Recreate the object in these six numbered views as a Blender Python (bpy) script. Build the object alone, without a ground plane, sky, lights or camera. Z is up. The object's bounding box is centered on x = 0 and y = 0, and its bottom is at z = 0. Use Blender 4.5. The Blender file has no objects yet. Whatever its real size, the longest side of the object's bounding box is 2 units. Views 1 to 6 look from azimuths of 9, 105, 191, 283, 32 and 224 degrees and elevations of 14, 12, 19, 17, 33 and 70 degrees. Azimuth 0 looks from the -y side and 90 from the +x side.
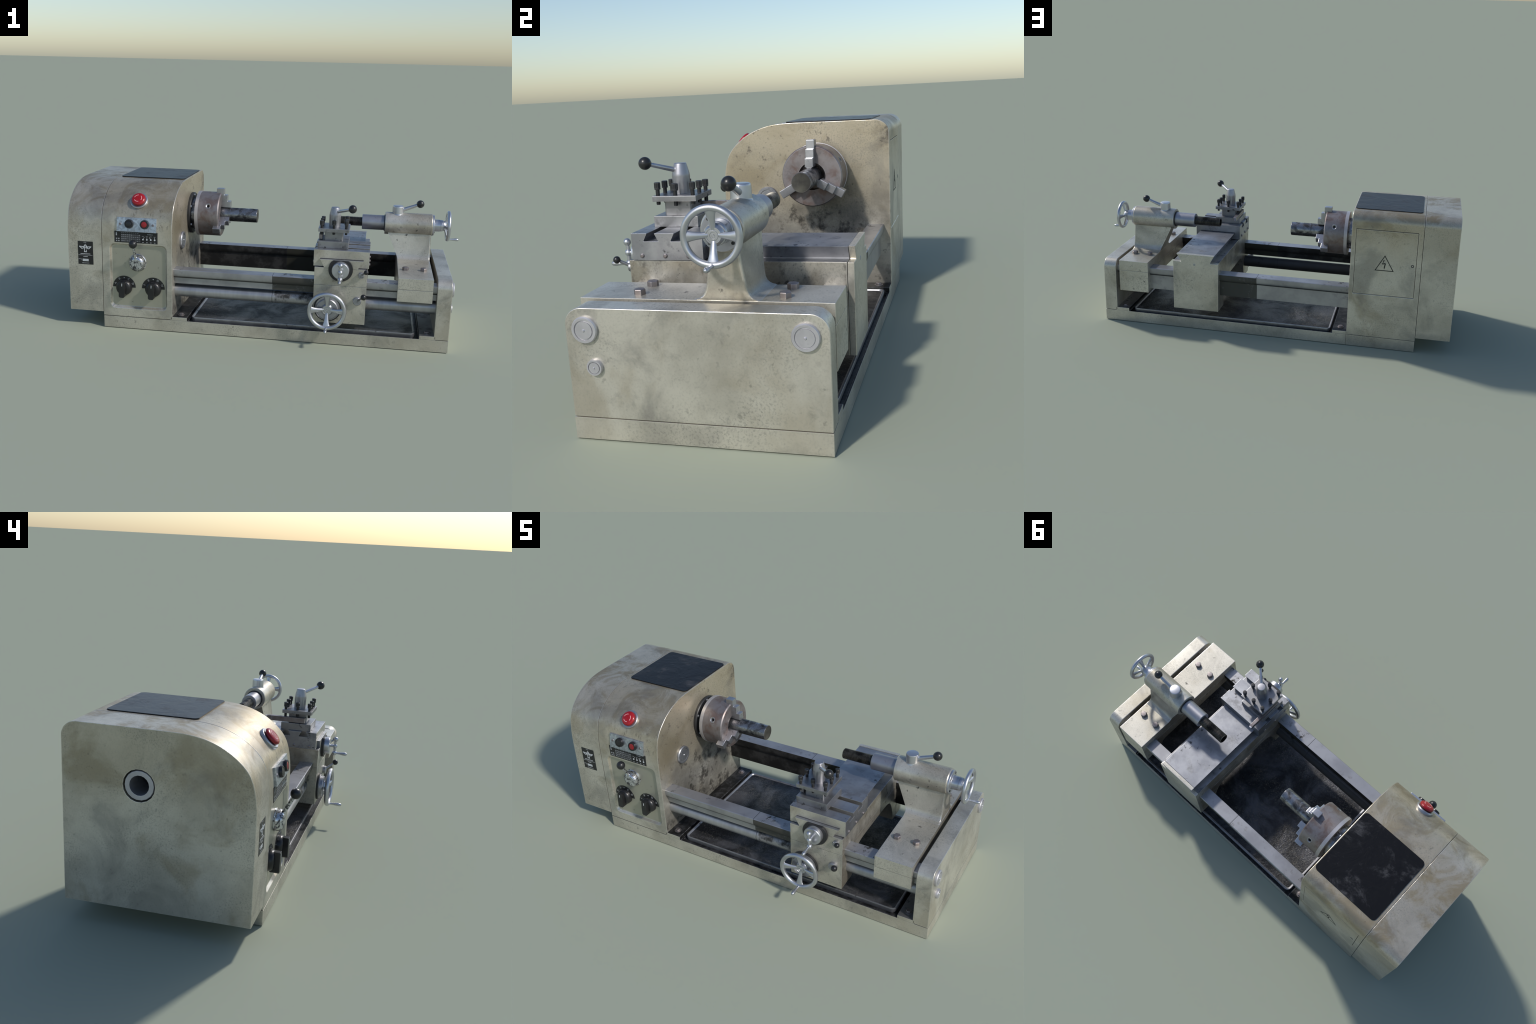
import bpy, bmesh, math, random
from mathutils import Vector, Matrix

random.seed(11)
PI = math.pi

# ------------------------------------------------------------------ materials
class Nodes:
    """small helper that writes node graphs"""
    def __init__(self, name):
        self.mat = bpy.data.materials.new(name)
        self.mat.use_nodes = True
        self.nt = self.mat.node_tree
        self.nt.nodes.clear()
        self.out = self.nt.nodes.new("ShaderNodeOutputMaterial")
        self.bsdf = self.nt.nodes.new("ShaderNodeBsdfPrincipled")
        self.nt.links.new(self.bsdf.outputs[0], self.out.inputs[0])
        self.tc = self.nt.nodes.new("ShaderNodeTexCoord")
        self.geo = self.nt.nodes.new("ShaderNodeNewGeometry")
        self._xyz = None
        self._nrm = None

    def put(self, sock, v):
        if hasattr(v, "links"):
            self.nt.links.new(v, sock)
        elif isinstance(v, (tuple, list)):
            sock.default_value = tuple(v) + ((1.0,) if len(v) == 3 and len(sock.default_value) == 4 else ())
        else:
            sock.default_value = v

    def pos(self, scale=(1, 1, 1), offset=(0, 0, 0)):
        m = self.nt.nodes.new("ShaderNodeMapping")
        self.nt.links.new(self.tc.outputs["Object"], m.inputs[0])
        m.inputs["Scale"].default_value = scale
        m.inputs["Location"].default_value = offset
        return m.outputs[0]

    def noise(self, scale, detail=4, rough=0.55, vec=None, distort=0.0, seed=0.0):
        n = self.nt.nodes.new("ShaderNodeTexNoise")
        self.nt.links.new(vec if vec is not None else self.pos(offset=(seed, seed * 1.7, seed * 0.6)), n.inputs["Vector"])
        n.inputs["Scale"].default_value = scale
        n.inputs["Detail"].default_value = detail
        n.inputs["Roughness"].default_value = rough
        n.inputs["Distortion"].default_value = distort
        return n.outputs["Fac"]

    def voro(self, scale, vec=None):
        n = self.nt.nodes.new("ShaderNodeTexVoronoi")
        self.nt.links.new(vec if vec is not None else self.pos(), n.inputs["Vector"])
        n.inputs["Scale"].default_value = scale
        return n.outputs["Distance"]

    def math(self, op, a, b=0.5, clamp=False):
        n = self.nt.nodes.new("ShaderNodeMath")
        n.operation = op
        n.use_clamp = clamp
        self.put(n.inputs[0], a)
        self.put(n.inputs[1], b)
        return n.outputs[0]

    def mul(self, a, b): return self.math("MULTIPLY", a, b)
    def mx(self, a, b): return self.math("MAXIMUM", a, b)

    def step(self, v, lo, hi, a=0.0, b=1.0):
        """smooth remap of v from lo..hi to a..b, clamped (lo may exceed hi)"""
        n = self.nt.nodes.new("ShaderNodeMapRange")
        n.interpolation_type = "SMOOTHSTEP"
        n.clamp = True
        if lo > hi:
            lo, hi, a, b = hi, lo, b, a
        self.put(n.inputs[0], v)
        for i, x in zip((1, 2, 3, 4), (lo, hi, a, b)):
            n.inputs[i].default_value = x
        return n.outputs[0]

    def mix(self, f, a, b, blend="MIX"):
        n = self.nt.nodes.new("ShaderNodeMix")
        n.data_type = "RGBA"
        n.blend_type = blend
        self.put(n.inputs[0], f)
        self.put(n.inputs[6], a)
        self.put(n.inputs[7], b)
        return n.outputs[2]

    def xyz(self):
        if self._xyz is None:
            s = self.nt.nodes.new("ShaderNodeSeparateXYZ")
            self.nt.links.new(self.tc.outputs["Object"], s.inputs[0])
            self._xyz = s.outputs
        return self._xyz

    def normal(self):
        if self._nrm is None:
            s = self.nt.nodes.new("ShaderNodeSeparateXYZ")
            self.nt.links.new(self.tc.outputs["Normal"], s.inputs[0])
            self._nrm = s.outputs
        return self._nrm

    def edge(self, radius=0.004, lo=0.02, hi=0.14):
        """1 on rounded or sharp edges, 0 on flats"""
        b = self.nt.nodes.new("ShaderNodeBevel")
        b.samples = 4
        b.inputs["Radius"].default_value = radius
        d = self.nt.nodes.new("ShaderNodeVectorMath")
        d.operation = "DOT_PRODUCT"
        self.nt.links.new(b.outputs[0], d.inputs[0])
        self.nt.links.new(self.geo.outputs["True Normal"], d.inputs[1])
        return self.step(self.math("SUBTRACT", 1.0, d.outputs["Value"]), lo, hi)

    def bump(self, h, strength=0.2, dist=0.002):
        b = self.nt.nodes.new("ShaderNodeBump")
        b.inputs["Strength"].default_value = strength
        b.inputs["Distance"].default_value = dist
        self.put(b.inputs["Height"], h)
        self.nt.links.new(b.outputs[0], self.bsdf.inputs["Normal"])

    def done(self, color, rough=0.5, metal=0.0, **kw):
        self.put(self.bsdf.inputs["Base Color"], color)
        self.put(self.bsdf.inputs["Roughness"], rough)
        self.put(self.bsdf.inputs["Metallic"], metal)
        for k, v in kw.items():
            self.put(self.bsdf.inputs[k.replace("_", " ")], v)
        return self.mat


def paint(name, stain=0.5, smudge=0.5, spots=0.3, side_spots=0.0, top_stain=0.0, zone=None, gloss=0.36, tan=0.0, mottle=1.0,
          A=(0.63, 0.60, 0.525), B=(0.475, 0.45, 0.388)):
    n = Nodes(name)
    nz, p = n.normal(), n.xyz()
    col = n.mix(n.step(n.noise(4, 6, 0.6), 0.36, 0.64), A, B)
    if tan:
        # old oil has yellowed the upper half
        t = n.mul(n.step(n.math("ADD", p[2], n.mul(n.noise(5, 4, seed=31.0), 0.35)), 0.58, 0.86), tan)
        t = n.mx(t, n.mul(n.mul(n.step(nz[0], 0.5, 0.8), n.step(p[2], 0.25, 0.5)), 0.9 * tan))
        col = n.mix(t, col, (0.50, 0.425, 0.30))
    # yellowish-brown oil stains
    s = n.step(n.noise(3.4, 5, 0.6, seed=3.1, distort=0.7), 0.50, 0.68)
    s = n.mul(s, stain)
    if top_stain:
        s = n.mx(s, n.mul(n.mul(n.step(n.noise(5.5, 6, 0.62, seed=8.3, distort=0.9), 0.44, 0.60), top_stain),
                          n.step(nz[2], 0.1, 0.6)))
    col = n.mix(s, col, (0.25, 0.195, 0.105))
    # grey handling smudges, broad and then finer
    g = n.mul(n.step(n.noise(4.5, 5, 0.6, seed=5.7, distort=0.6), 0.49, 0.68), smudge)
    g2 = n.mul(n.step(n.noise(14, 7, 0.7, seed=25.7, distort=0.4), 0.54, 0.74), smudge * 0.7)
    g = n.mx(g, g2)
    col = n.mix(g, col, (0.175, 0.168, 0.155))
    # fine mottling
    f = n.noise(150, 5, 0.75, seed=1.3)
    m = n.mul(n.step(f, 0.52, 0.36), n.math("ADD", 0.20, n.mul(n.step(n.noise(5, 4, seed=14.0), 0.44, 0.64), 0.50)))
    col = n.mix(n.mul(m, 0.75 * mottle), col, (0.19, 0.185, 0.165))
    # dark specks
    sp = n.mul(n.step(n.noise(42, 3, 0.6, seed=9.9), 0.62, 0.72), n.step(n.noise(6, 3, seed=2.2), 0.42, 0.6))
    amt = spots
    if side_spots:
        ax = n.math("ABSOLUTE", nz[0])
        amt = n.mx(n.mul(n.step(ax, 0.4, 0.8), side_spots), spots)
        sp2 = n.mul(n.mul(n.step(n.noise(24, 5, 0.62, seed=4.4), 0.54, 0.70), n.step(ax, 0.4, 0.8)), side_spots)
        sp = n.mx(sp, n.mul(sp2, 0.9))
        brown = n.mul(n.mul(n.step(n.noise(7, 5, seed=6.6), 0.40, 0.62), n.step(ax, 0.4, 0.8)), side_spots * 0.7)
        col = n.mix(brown, col, (0.19, 0.155, 0.105))
    dark = n.mul(sp, amt)
    fre = n.mul(n.mul(n.step(n.noise(60, 3, 0.55, seed=18.0), 0.60, 0.74), n.step(n.noise(5, 4, seed=19.0), 0.44, 0.64)), 0.55 * mottle)
    col = n.mix(fre, col, (0.13, 0.125, 0.11))
    if zone:
        dark = n.mx(dark, zone(n))
    col = n.mix(dark, col, (0.024, 0.021, 0.018))
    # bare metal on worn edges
    e = n.mul(n.edge(0.006, 0.006, 0.05), n.step(n.noise(26, 4, seed=7.2), 0.34, 0.54))
    col = n.mix(n.mul(e, 0.8), col, (0.74, 0.71, 0.66))
    rough = n.math("ADD", gloss, n.mul(n.mx(g, s), 0.14))
    rough = n.math("ADD", rough, n.mul(n.mx(m, dark), 0.10))
    rough = n.math("SUBTRACT", rough, n.mul(e, 0.08))
    n.bump(n.noise(120, 3, 0.6), 0.10, 0.001)
    return n.done(col, rough, n.math("SUBTRACT", n.math("ADD", 0.64, n.mul(e, 0.25)), n.mul(dark, 0.35)))


def head_grime(n):
    """oil thrown around under the chuck, on the face that looks along the bed"""
    p, nn = n.xyz(), n.normal()
    face = n.mul(n.step(nn[0], 0.5, 0.8), n.step(p[0], -0.47, -0.455))
    low = n.step(p[2], 0.56, 0.36)
    mid = n.step(n.math("ABSOLUTE", n.math("SUBTRACT", p[1], 0.10)), 0.36, 0.10)
    thr = n.math("ADD", n.noise(17, 6, 0.68, seed=12.4), n.mul(n.mul(low, mid), 0.16))
    a = n.mul(n.step(thr, 0.57, 0.80), n.mul(low, 0.92))
    b = n.mul(n.step(n.noise(32, 3, seed=15.0), 0.62, 0.72), 0.6)
    c = n.mul(n.mul(n.step(p[2], 0.22, 0.08), n.step(n.noise(20, 5, seed=2.0), 0.40, 0.6)), 0.9)
    haze = n.mul(n.mul(low, n.step(n.noise(6, 5, seed=21.0), 0.30, 0.62)), 0.55)
    rub = n.mul(n.mul(n.step(p[1], 0.345, 0.40), n.step(p[2], 0.60, 0.70)), n.mul(n.step(n.noise(30, 6, 0.7, seed=3.3), 0.40, 0.62), 0.7))
    haze = n.mx(haze, rub)
    right = n.mul(face, n.mx(n.mx(n.mx(a, b), c), haze))
    # scuffs round the push buttons on the front
    fr = n.mul(n.step(nn[1], -0.5, -0.8), n.mul(n.step(p[2], 0.50, 0.56), n.step(p[2], 0.66, 0.62)))
    sc = n.mul(n.mul(n.step(n.noise(30, 5, 0.65, vec=n.pos(scale=(1.6, 1, 0.8))), 0.53, 0.66), fr), n.mul(n.step(p[0], -0.78, -0.70), 0.55))
    return n.mx(right, sc)


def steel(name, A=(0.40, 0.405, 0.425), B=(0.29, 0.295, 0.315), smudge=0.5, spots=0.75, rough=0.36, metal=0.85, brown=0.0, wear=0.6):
    n = Nodes(name)
    col = n.mix(n.step(n.noise(9, 6, 0.62), 0.35, 0.65), A, B)
    g = n.mul(n.step(n.noise(13, 6, 0.68, seed=3.0), 0.52, 0.72), smudge)
    col = n.mix(g, col, (0.10, 0.098, 0.095))
    if brown:
        r = n.mul(n.step(n.noise(17, 5, 0.6, seed=6.0, distort=0.6), 0.45, 0.66), brown)
        col = n.mix(r, col, (0.16, 0.085, 0.06))
    sp = n.mul(n.mul(n.step(n.noise(40, 4, 0.6, seed=8.0), 0.60, 0.70), n.step(n.noise(6, 3, seed=1.0), 0.44, 0.58)), spots)
    col = n.mix(sp, col, (0.018, 0.017, 0.016))
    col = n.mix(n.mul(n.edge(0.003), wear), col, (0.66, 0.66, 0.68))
    rg = n.math("ADD", rough, n.mul(n.mx(g, sp), 0.3))
    rg = n.math("ADD", rg, n.mul(n.noise(60, 4), 0.10))
    n.bump(n.noise(90, 3), 0.08, 0.001)
    return n.done(col, rg, metal)


def thread_steel(name):
    """screw coloured by radius: dark valleys, lighter crests that set off the ridges (the screw lies along the spindle line)"""
    n = Nodes(name)
    p = n.xyz()
    r = n.math("SQRT", n.math("ADD", n.math("POWER", n.math("SUBTRACT", p[1], 0.129), 2.0), n.math("POWER", n.math("SUBTRACT", p[2], 0.551), 2.0)))
    crest = n.mul(n.step(r, 0.0240, 0.0250), n.step(n.noise(22, 4), 0.34, 0.60))
    col = n.mix(crest, (0.014, 0.013, 0.012), (0.19, 0.18, 0.155))
    return n.done(col, 0.38, 0.7)


def rail_steel(name, inner):
    """ground bed way: bright top and outside, oily black inside; `inner` is the sign of y of the inner side"""
    n = Nodes(name)
    p, nn = n.xyz(), n.normal()
    col = n.mix(n.step(n.noise(8, 6, 0.6), 0.35, 0.65), (0.40, 0.40, 0.415), (0.31, 0.31, 0.325))
    blot = n.mul(n.step(n.noise(36, 5, 0.65, seed=4.0), 0.53, 0.64), n.step(n.noise(6, 3, seed=9.0), 0.42, 0.56))
    near = n.mx(n.step(p[0], -0.33, -0.43), n.mx(n.mul(n.step(p[0], 0.05, 0.08), n.step(p[0], 0.20, 0.12)), n.step(p[0], 0.56, 0.60)))
    blot = n.mul(blot, n.math("ADD", 0.35, n.mul(near, 0.6)))
    blot = n.mul(blot, n.step(nn[2], 0.3, 0.7, 0.25, 1.0))
    col = n.mix(blot, col, (0.035, 0.032, 0.028))
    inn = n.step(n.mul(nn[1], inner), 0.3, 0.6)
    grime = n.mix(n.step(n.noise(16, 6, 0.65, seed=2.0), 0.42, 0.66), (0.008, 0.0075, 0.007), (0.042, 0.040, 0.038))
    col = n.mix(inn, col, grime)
    # the length by the carriage has not been wiped clean
    band = n.mul(n.step(p[0], 0.066, 0.068), n.step(p[0], 0.50, 0.48))
    side = n.mul(n.step(nn[2], 0.7, 0.5), n.step(n.noise(14, 6, 0.7, seed=5.0), 0.86, 0.58))
    band = n.mul(n.mul(band, side), 0.92)
    col = n.mix(band, col, (0.030, 0.028, 0.018))
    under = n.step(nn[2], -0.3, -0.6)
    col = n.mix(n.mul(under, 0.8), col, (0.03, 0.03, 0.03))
    seam = n.step(n.math("ABSOLUTE", n.math("SUBTRACT", p[0], 0.066)), 0.0018, 0.0008)
    col = n.mix(n.mul(seam, 0.85), col, (0.02, 0.02, 0.02))
    e = n.mul(n.edge(0.003), 0.35)
    col = n.mix(n.mul(e, n.math("SUBTRACT", 1.0, n.mx(inn, band))), col, (0.6, 0.6, 0.62))
    metal = n.math("SUBTRACT", 0.75, n.mul(n.mx(inn, band), 0.65))
    rg = n.math("ADD", 0.40, n.mul(n.mx(n.mx(inn, band), blot), 0.22))
    n.bump(n.noise(70, 3), 0.06, 0.001)
    return n.done(col, rg, metal)


def rod_steel(name):
    n = Nodes(name)
    p = n.xyz()
    col = n.mix(n.step(n.noise(6, 5, vec=n.pos(scale=(3, 1, 1))), 0.3, 0.7), (0.43, 0.43, 0.44), (0.33, 0.33, 0.345))
    d = n.mul(n.step(n.noise(13, 6, 0.66, seed=3.0), 0.46, 0.66), n.mul(n.step(p[0], 0.06, 0.08), n.step(p[0], 0.60, 0.5)))
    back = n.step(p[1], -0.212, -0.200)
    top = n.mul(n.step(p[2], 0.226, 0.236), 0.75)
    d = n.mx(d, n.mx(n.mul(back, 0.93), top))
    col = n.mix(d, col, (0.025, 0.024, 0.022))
    seam = n.step(n.math("ABSOLUTE", n.math("SUBTRACT", p[0], 0.064)), 0.0018, 0.0008)
    col = n.mix(n.mul(seam, 0.85), col, (0.02, 0.02, 0.02))
    ring = n.noise(120, 2, vec=n.pos(scale=(1, 0.02, 0.02)))
    col = n.mix(1.0, col, n.mix(ring, (0.9, 0.9, 0.9), (1.05, 1.05, 1.05)), "MULTIPLY")
    return n.done(col, n.math("ADD", 0.38, n.mul(d, 0.25)), n.math("SUBTRACT", 0.7, n.mul(d, 0.6)))


def oily_pan(name):
    n = Nodes(name)
    a = n.noise(5, 7, 0.68, distort=0.6)
    b = n.noise(16, 6, 0.7, seed=4.0)
    col = n.mix(n.step(a, 0.40, 0.68), (0.011, 0.011, 0.012), (0.10, 0.10, 0.108))
    col = n.mix(n.mul(n.step(b, 0.5, 0.75), 0.5), col, (0.11, 0.105, 0.10))
    grit = n.mul(n.step(n.noise(150, 3, 0.6, seed=7.0), 0.54, 0.66), n.step(n.noise(9, 5, seed=11.0), 0.38, 0.62))
    col = n.mix(n.mul(grit, 0.7), col, (0.15, 0.135, 0.115))
    e = n.mul(n.edge(0.006, 0.03, 0.2), n.step(n.noise(40, 4), 0.34, 0.55))
    col = n.mix(n.mul(e, 0.8), col, (0.36, 0.36, 0.38))
    crink = n.noise(60, 4, 0.62, distort=2.2)
    n.bump(n.math("ADD", crink, n.mul(grit, 0.5)), 0.6, 0.004)
    return n.done(col, n.math("ADD", 0.30, n.mul(n.step(a, 0.3, 0.6, 0.25, 0.0), 1.0)), 0.35)


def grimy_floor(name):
    n = Nodes(name)
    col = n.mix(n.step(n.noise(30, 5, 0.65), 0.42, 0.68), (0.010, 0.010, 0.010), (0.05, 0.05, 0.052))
    col = n.mix(n.mul(n.edge(0.004, 0.03, 0.2), n.step(n.noise(45, 4), 0.40, 0.55)), col, (0.40, 0.40, 0.42))
    n.bump(n.noise(60, 4), 0.3, 0.003)
    return n.done(col, 0.42, 0.3)


def plastic(name, c, rough=0.35, scuff=0.0):
    n = Nodes(name)
    col = n.mix(n.step(n.noise(30, 4), 0.35, 0.7), c, tuple(x * 1.25 + 0.003 for x in c))
    if scuff:
        col = n.mix(n.mul(n.step(n.noise(20, 6, 0.7, seed=5.0), 0.55, 0.72), scuff), col, (0.16, 0.16, 0.17))
    return n.done(col, rough, 0.0)


def rubber_pad(name):
    n = Nodes(name)
    a = n.mul(n.step(n.noise(6, 7, 0.72, seed=2.5, distort=0.5), 0.52, 0.68), n.step(n.noise(26, 5, 0.7), 0.34, 0.62))
    col = n.mix(n.mul(a, 0.75), (0.008, 0.008, 0.009), (0.085, 0.085, 0.09))
    n.bump(n.noise(11, 5, 0.6, distort=1.2), 0.35, 0.006)
    return n.done(col, n.math("ADD", 0.33, n.mul(a, 0.25)), 0.0, Specular_IOR_Level=0.22)


def chrome(name, tint=(0.62, 0.63, 0.65), rough=0.26, grime=0.3, blotch=0.0, bs=38, soft=0.05):
    n = Nodes(name)
    col = n.mix(n.step(n.noise(12, 3, 0.5), 0.4, 0.7), tint, tuple(x * 0.82 for x in tint))
    g = n.mul(n.step(n.noise(40, 5, 0.6, seed=4.0), 0.58, 0.70), grime)
    if blotch:
        g = n.mx(g, n.mul(n.step(n.noise(bs, 6, 0.7, seed=6.0, distort=bs / 25), 0.51 - soft, 0.51 + soft), blotch))
    col = n.mix(g, col, (0.03, 0.03, 0.032))
    return n.done(col, n.math("ADD", rough, n.mul(g, 0.3)), 0.9)


PAINT = paint("aged_cream_paint", stain=0.35, smudge=0.60, spots=0.35)
PAINT_HEAD = paint("headstock_paint", tan=0.75, stain=0.55, smudge=0.45, spots=0.30, top_stain=0.60, zone=head_grime)
PAINT_COVER = paint("end_cover_paint", tan=0.40, stain=0.50, smudge=0.42, spots=0.25, top_stain=0.75)
PAINT_PANEL = paint("control_panel_paint", stain=0.12, smudge=0.12, spots=0.55, mottle=0.15, A=(0.44, 0.43, 0.355), B=(0.41, 0.40, 0.335), gloss=0.37)
PAINT_CAST = paint("casting_paint", stain=0.40, smudge=0.50, spots=0.55, side_spots=0.8)
PAINT_TAIL = paint("tailstock_paint", stain=0.35, smudge=0.40, spots=0.8, side_spots=0.35)
PAINT_BASE = paint("base_paint", stain=0.22, smudge=0.35, spots=0.45, gloss=0.37)
STEEL = steel("machined_steel")
STEEL_DARK = steel("stained_steel", A=(0.35, 0.35, 0.36), B=(0.26, 0.26, 0.27), smudge=0.75, spots=1.0)
STEEL_QUILL = steel("quill_steel", A=(0.40, 0.40, 0.425), B=(0.34, 0.34, 0.365), smudge=0.25, spots=0.4, rough=0.34)
PLATE = steel("bright_plate_steel", A=(0.56, 0.55, 0.57), B=(0.46, 0.45, 0.47), smudge=0.2, spots=0.2, rough=0.42, metal=0.75)
CHUCK = steel("chuck_steel", A=(0.30, 0.272, 0.268), B=(0.215, 0.19, 0.185), smudge=0.55, spots=0.3, brown=0.55, rough=0.40, metal=0.7)
BOLT = steel("browned_bolt_steel", A=(0.32, 0.295, 0.295), B=(0.22, 0.195, 0.195), smudge=0.5, spots=0.2, brown=0.25, rough=0.40)
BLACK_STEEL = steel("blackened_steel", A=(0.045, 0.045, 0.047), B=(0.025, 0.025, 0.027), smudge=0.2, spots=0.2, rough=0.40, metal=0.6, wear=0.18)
THREAD = thread_steel("dark_thread_steel")
STOCK = chrome("oily_bar_steel", (0.33, 0.33, 0.34), 0.25, 0.4, blotch=0.93, bs=20, soft=0.12)
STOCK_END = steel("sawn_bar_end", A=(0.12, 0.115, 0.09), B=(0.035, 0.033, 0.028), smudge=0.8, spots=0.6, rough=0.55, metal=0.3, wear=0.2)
BRIGHT = chrome("polished_aluminium", (0.56, 0.57, 0.60), 0.33, 0.0)
MOTTLED = chrome("worn_chrome", (0.66, 0.67, 0.70), 0.20, 0.3, blotch=0.9)
ZINC = chrome("galvanised_plate", (0.58, 0.62, 0.68), 0.32, 0.25, blotch=0.32)
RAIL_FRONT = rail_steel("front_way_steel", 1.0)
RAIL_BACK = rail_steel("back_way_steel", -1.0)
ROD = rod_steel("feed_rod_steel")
PAN = oily_pan("oily_chip_tray")
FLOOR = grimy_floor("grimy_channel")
BLACK = plastic("black_plastic", (0.012, 0.012, 0.013), 0.32)
BLACK_MATT = plastic("black_enamel", (0.016, 0.016, 0.017), 0.45, 0.25)
RED = plastic("red_plastic", (0.27, 0.006, 0.010), 0.24)
RED_DARK = plastic("dark_red_plastic", (0.22, 0.010, 0.012), 0.35)
PAD = rubber_pad("black_rubber")
LABEL = plastic("black_label", (0.010, 0.010, 0.011), 0.38)
LABEL_GREY = plastic("etched_label", (0.075, 0.078, 0.082), 0.42, 0.5)
PRINT = plastic("white_print", (0.50, 0.52, 0.53), 0.5)
PRINT_GREY = plastic("grey_print", (0.27, 0.28, 0.285), 0.5)
PRINT_RED = plastic("faded_white_print", (0.62, 0.30, 0.31), 0.5)
INK = plastic("dark_paint_line", (0.012, 0.012, 0.010), 0.6)
VOID = plastic("dark_bore", (0.006, 0.006, 0.007), 0.6)  # near-black for bore walls and the discs put in to darken them

# ------------------------------------------------------------------ mesh helpers
class Build:
    """collects bevelled solids into one mesh"""
    def __init__(self):
        self.bm = bmesh.new()
        self.mats = []

    def _slot(self, m):
        if m not in self.mats:
            self.mats.append(m)
        return self.mats.index(m)

    def take(self, b, mat, bevel=0.0, seg=2, angle=30):
        bmesh.ops.remove_doubles(b, verts=b.verts, dist=1e-6)
        bmesh.ops.recalc_face_normals(b, faces=b.faces)
        if bevel:
            es = [e for e in b.edges if len(e.link_faces) == 2 and e.calc_face_angle(0) > math.radians(angle)]
            bmesh.ops.bevel(b, geom=es, offset=bevel, segments=seg, profile=0.5, affect="EDGES", clamp_overlap=True)
        i = self._slot(mat)
        for f in b.faces:
            f.material_index = i
        me = bpy.data.meshes.new("tmp")
        b.to_mesh(me)
        b.free()
        self.bm.from_mesh(me)
        bpy.data.meshes.remove(me)
        return self

    def box(self, x0, x1, y0, y1, z0, z1, mat, bevel=0.002, seg=2):
        b = bmesh.new()
        m = Matrix.Translation(((x0 + x1) / 2, (y0 + y1) / 2, (z0 + z1) / 2)) @ Matrix.Diagonal((x1 - x0, y1 - y0, z1 - z0, 1))
        bmesh.ops.create_cube(b, size=1, matrix=m)
        return self.take(b, mat, bevel, seg)

    def prism(self, pts, axis, a0, a1, mat, bevel=0.002, seg=2, angle=30):
        """pts in the plane across `axis` ('x': (y,z), 'y': (x,z), 'z': (x,y))"""
        b = prism_bm(pts, axis, a0, a1)
        return self.take(b, mat, bevel, seg, angle)

    def turn(self, prof, origin, axis, mat, seg=32, bevel=0.0, bseg=2, phase=0.0, angle=30):
        """solid of revolution, prof = [(distance along axis, radius)]"""
        b = turn_bm(prof, origin, axis, seg, phase)
        return self.take(b, mat, bevel, bseg, angle)

    def bar(self, p, q, r0, r1, mat, seg=14):
        p, q = Vector(p), Vector(q)
        return self.turn([(0, 0), (0, r0), ((q - p).length, r1), ((q - p).length, 0)], p, q - p, mat, seg)

    def ball(self, c, r, mat, u=18, v=12):
        b = bmesh.new()
        bmesh.ops.create_uvsphere(b, u_segments=u, v_segments=v, radius=r, matrix=Matrix.Translation(c))
        return self.take(b, mat)

    def hexhead(self, c, r, h, mat, axis=(0, 0, 1), phase=0.0):
        return self.turn([(0, 0), (0, r), (h * 0.85, r), (h, r * 0.86), (h, 0)], c, axis, mat, 6, 0.0008, 1, phase)

    def make(self, name, parent=None, smooth=35, weighted=True):
        me = bpy.data.meshes.new(name)
        self.bm.to_mesh(me)
        self.bm.free()
        for m in self.mats:
            me.materials.append(m)
        return finish(bpy.data.objects.new(name, me), parent, smooth, weighted)


def finish(ob, parent, smooth=35, weighted=True):
    me = ob.data
    if ob.name not in bpy.context.scene.collection.objects:
        bpy.context.scene.collection.objects.link(ob)
    for p in me.polygons:
        p.use_smooth = True
    me.set_sharp_from_angle(angle=math.radians(smooth))
    if weighted:
        w = ob.modifiers.new("weighted", "WEIGHTED_NORMAL")
        w.keep_sharp = True
    if parent:
        ob.parent = parent
    return ob


def prism_bm(pts, axis, a0, a1):
    b = bmesh.new()
    def P(p, a):
        return {"x": (a, p[0], p[1]), "y": (p[0], a, p[1]), "z": (p[0], p[1], a)}[axis]
    lo = [b.verts.new(P(p, a0)) for p in pts]
    hi = [b.verts.new(P(p, a1)) for p in pts]
    n = len(pts)
    b.faces.new(lo)
    b.faces.new(hi[::-1])
    for i in range(n):
        b.faces.new((lo[i], hi[i], hi[(i + 1) % n], lo[(i + 1) % n]))
    bmesh.ops.recalc_face_normals(b, faces=b.faces)
    return b


def turn_bm(prof, origin, axis, seg, phase=0.0):
    b = bmesh.new()
    q = Vector(axis).normalized().to_track_quat("Z", "Y").to_matrix()
    o = Vector(origin)
    rings = []
    for t, r in prof:
        if r < 1e-7:
            rings.append([b.verts.new(o + q @ Vector((0, 0, t)))])
        else:
            rings.append([b.verts.new(o + q @ Vector((r * math.cos(phase + 2 * PI * i / seg), r * math.sin(phase + 2 * PI * i / seg), t)))
                          for i in range(seg)])
    for A, B in zip(rings, rings[1:]):
        for i in range(seg):
            j = (i + 1) % seg
            vs = [A[i % len(A)], A[j % len(A)], B[j % len(B)], B[i % len(B)]]
            u = []
            for v in vs:
                if v not in u:
                    u.append(v)
            if len(u) > 2:
                b.faces.new(u)
    bmesh.ops.recalc_face_normals(b, faces=b.faces)
    return b


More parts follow.
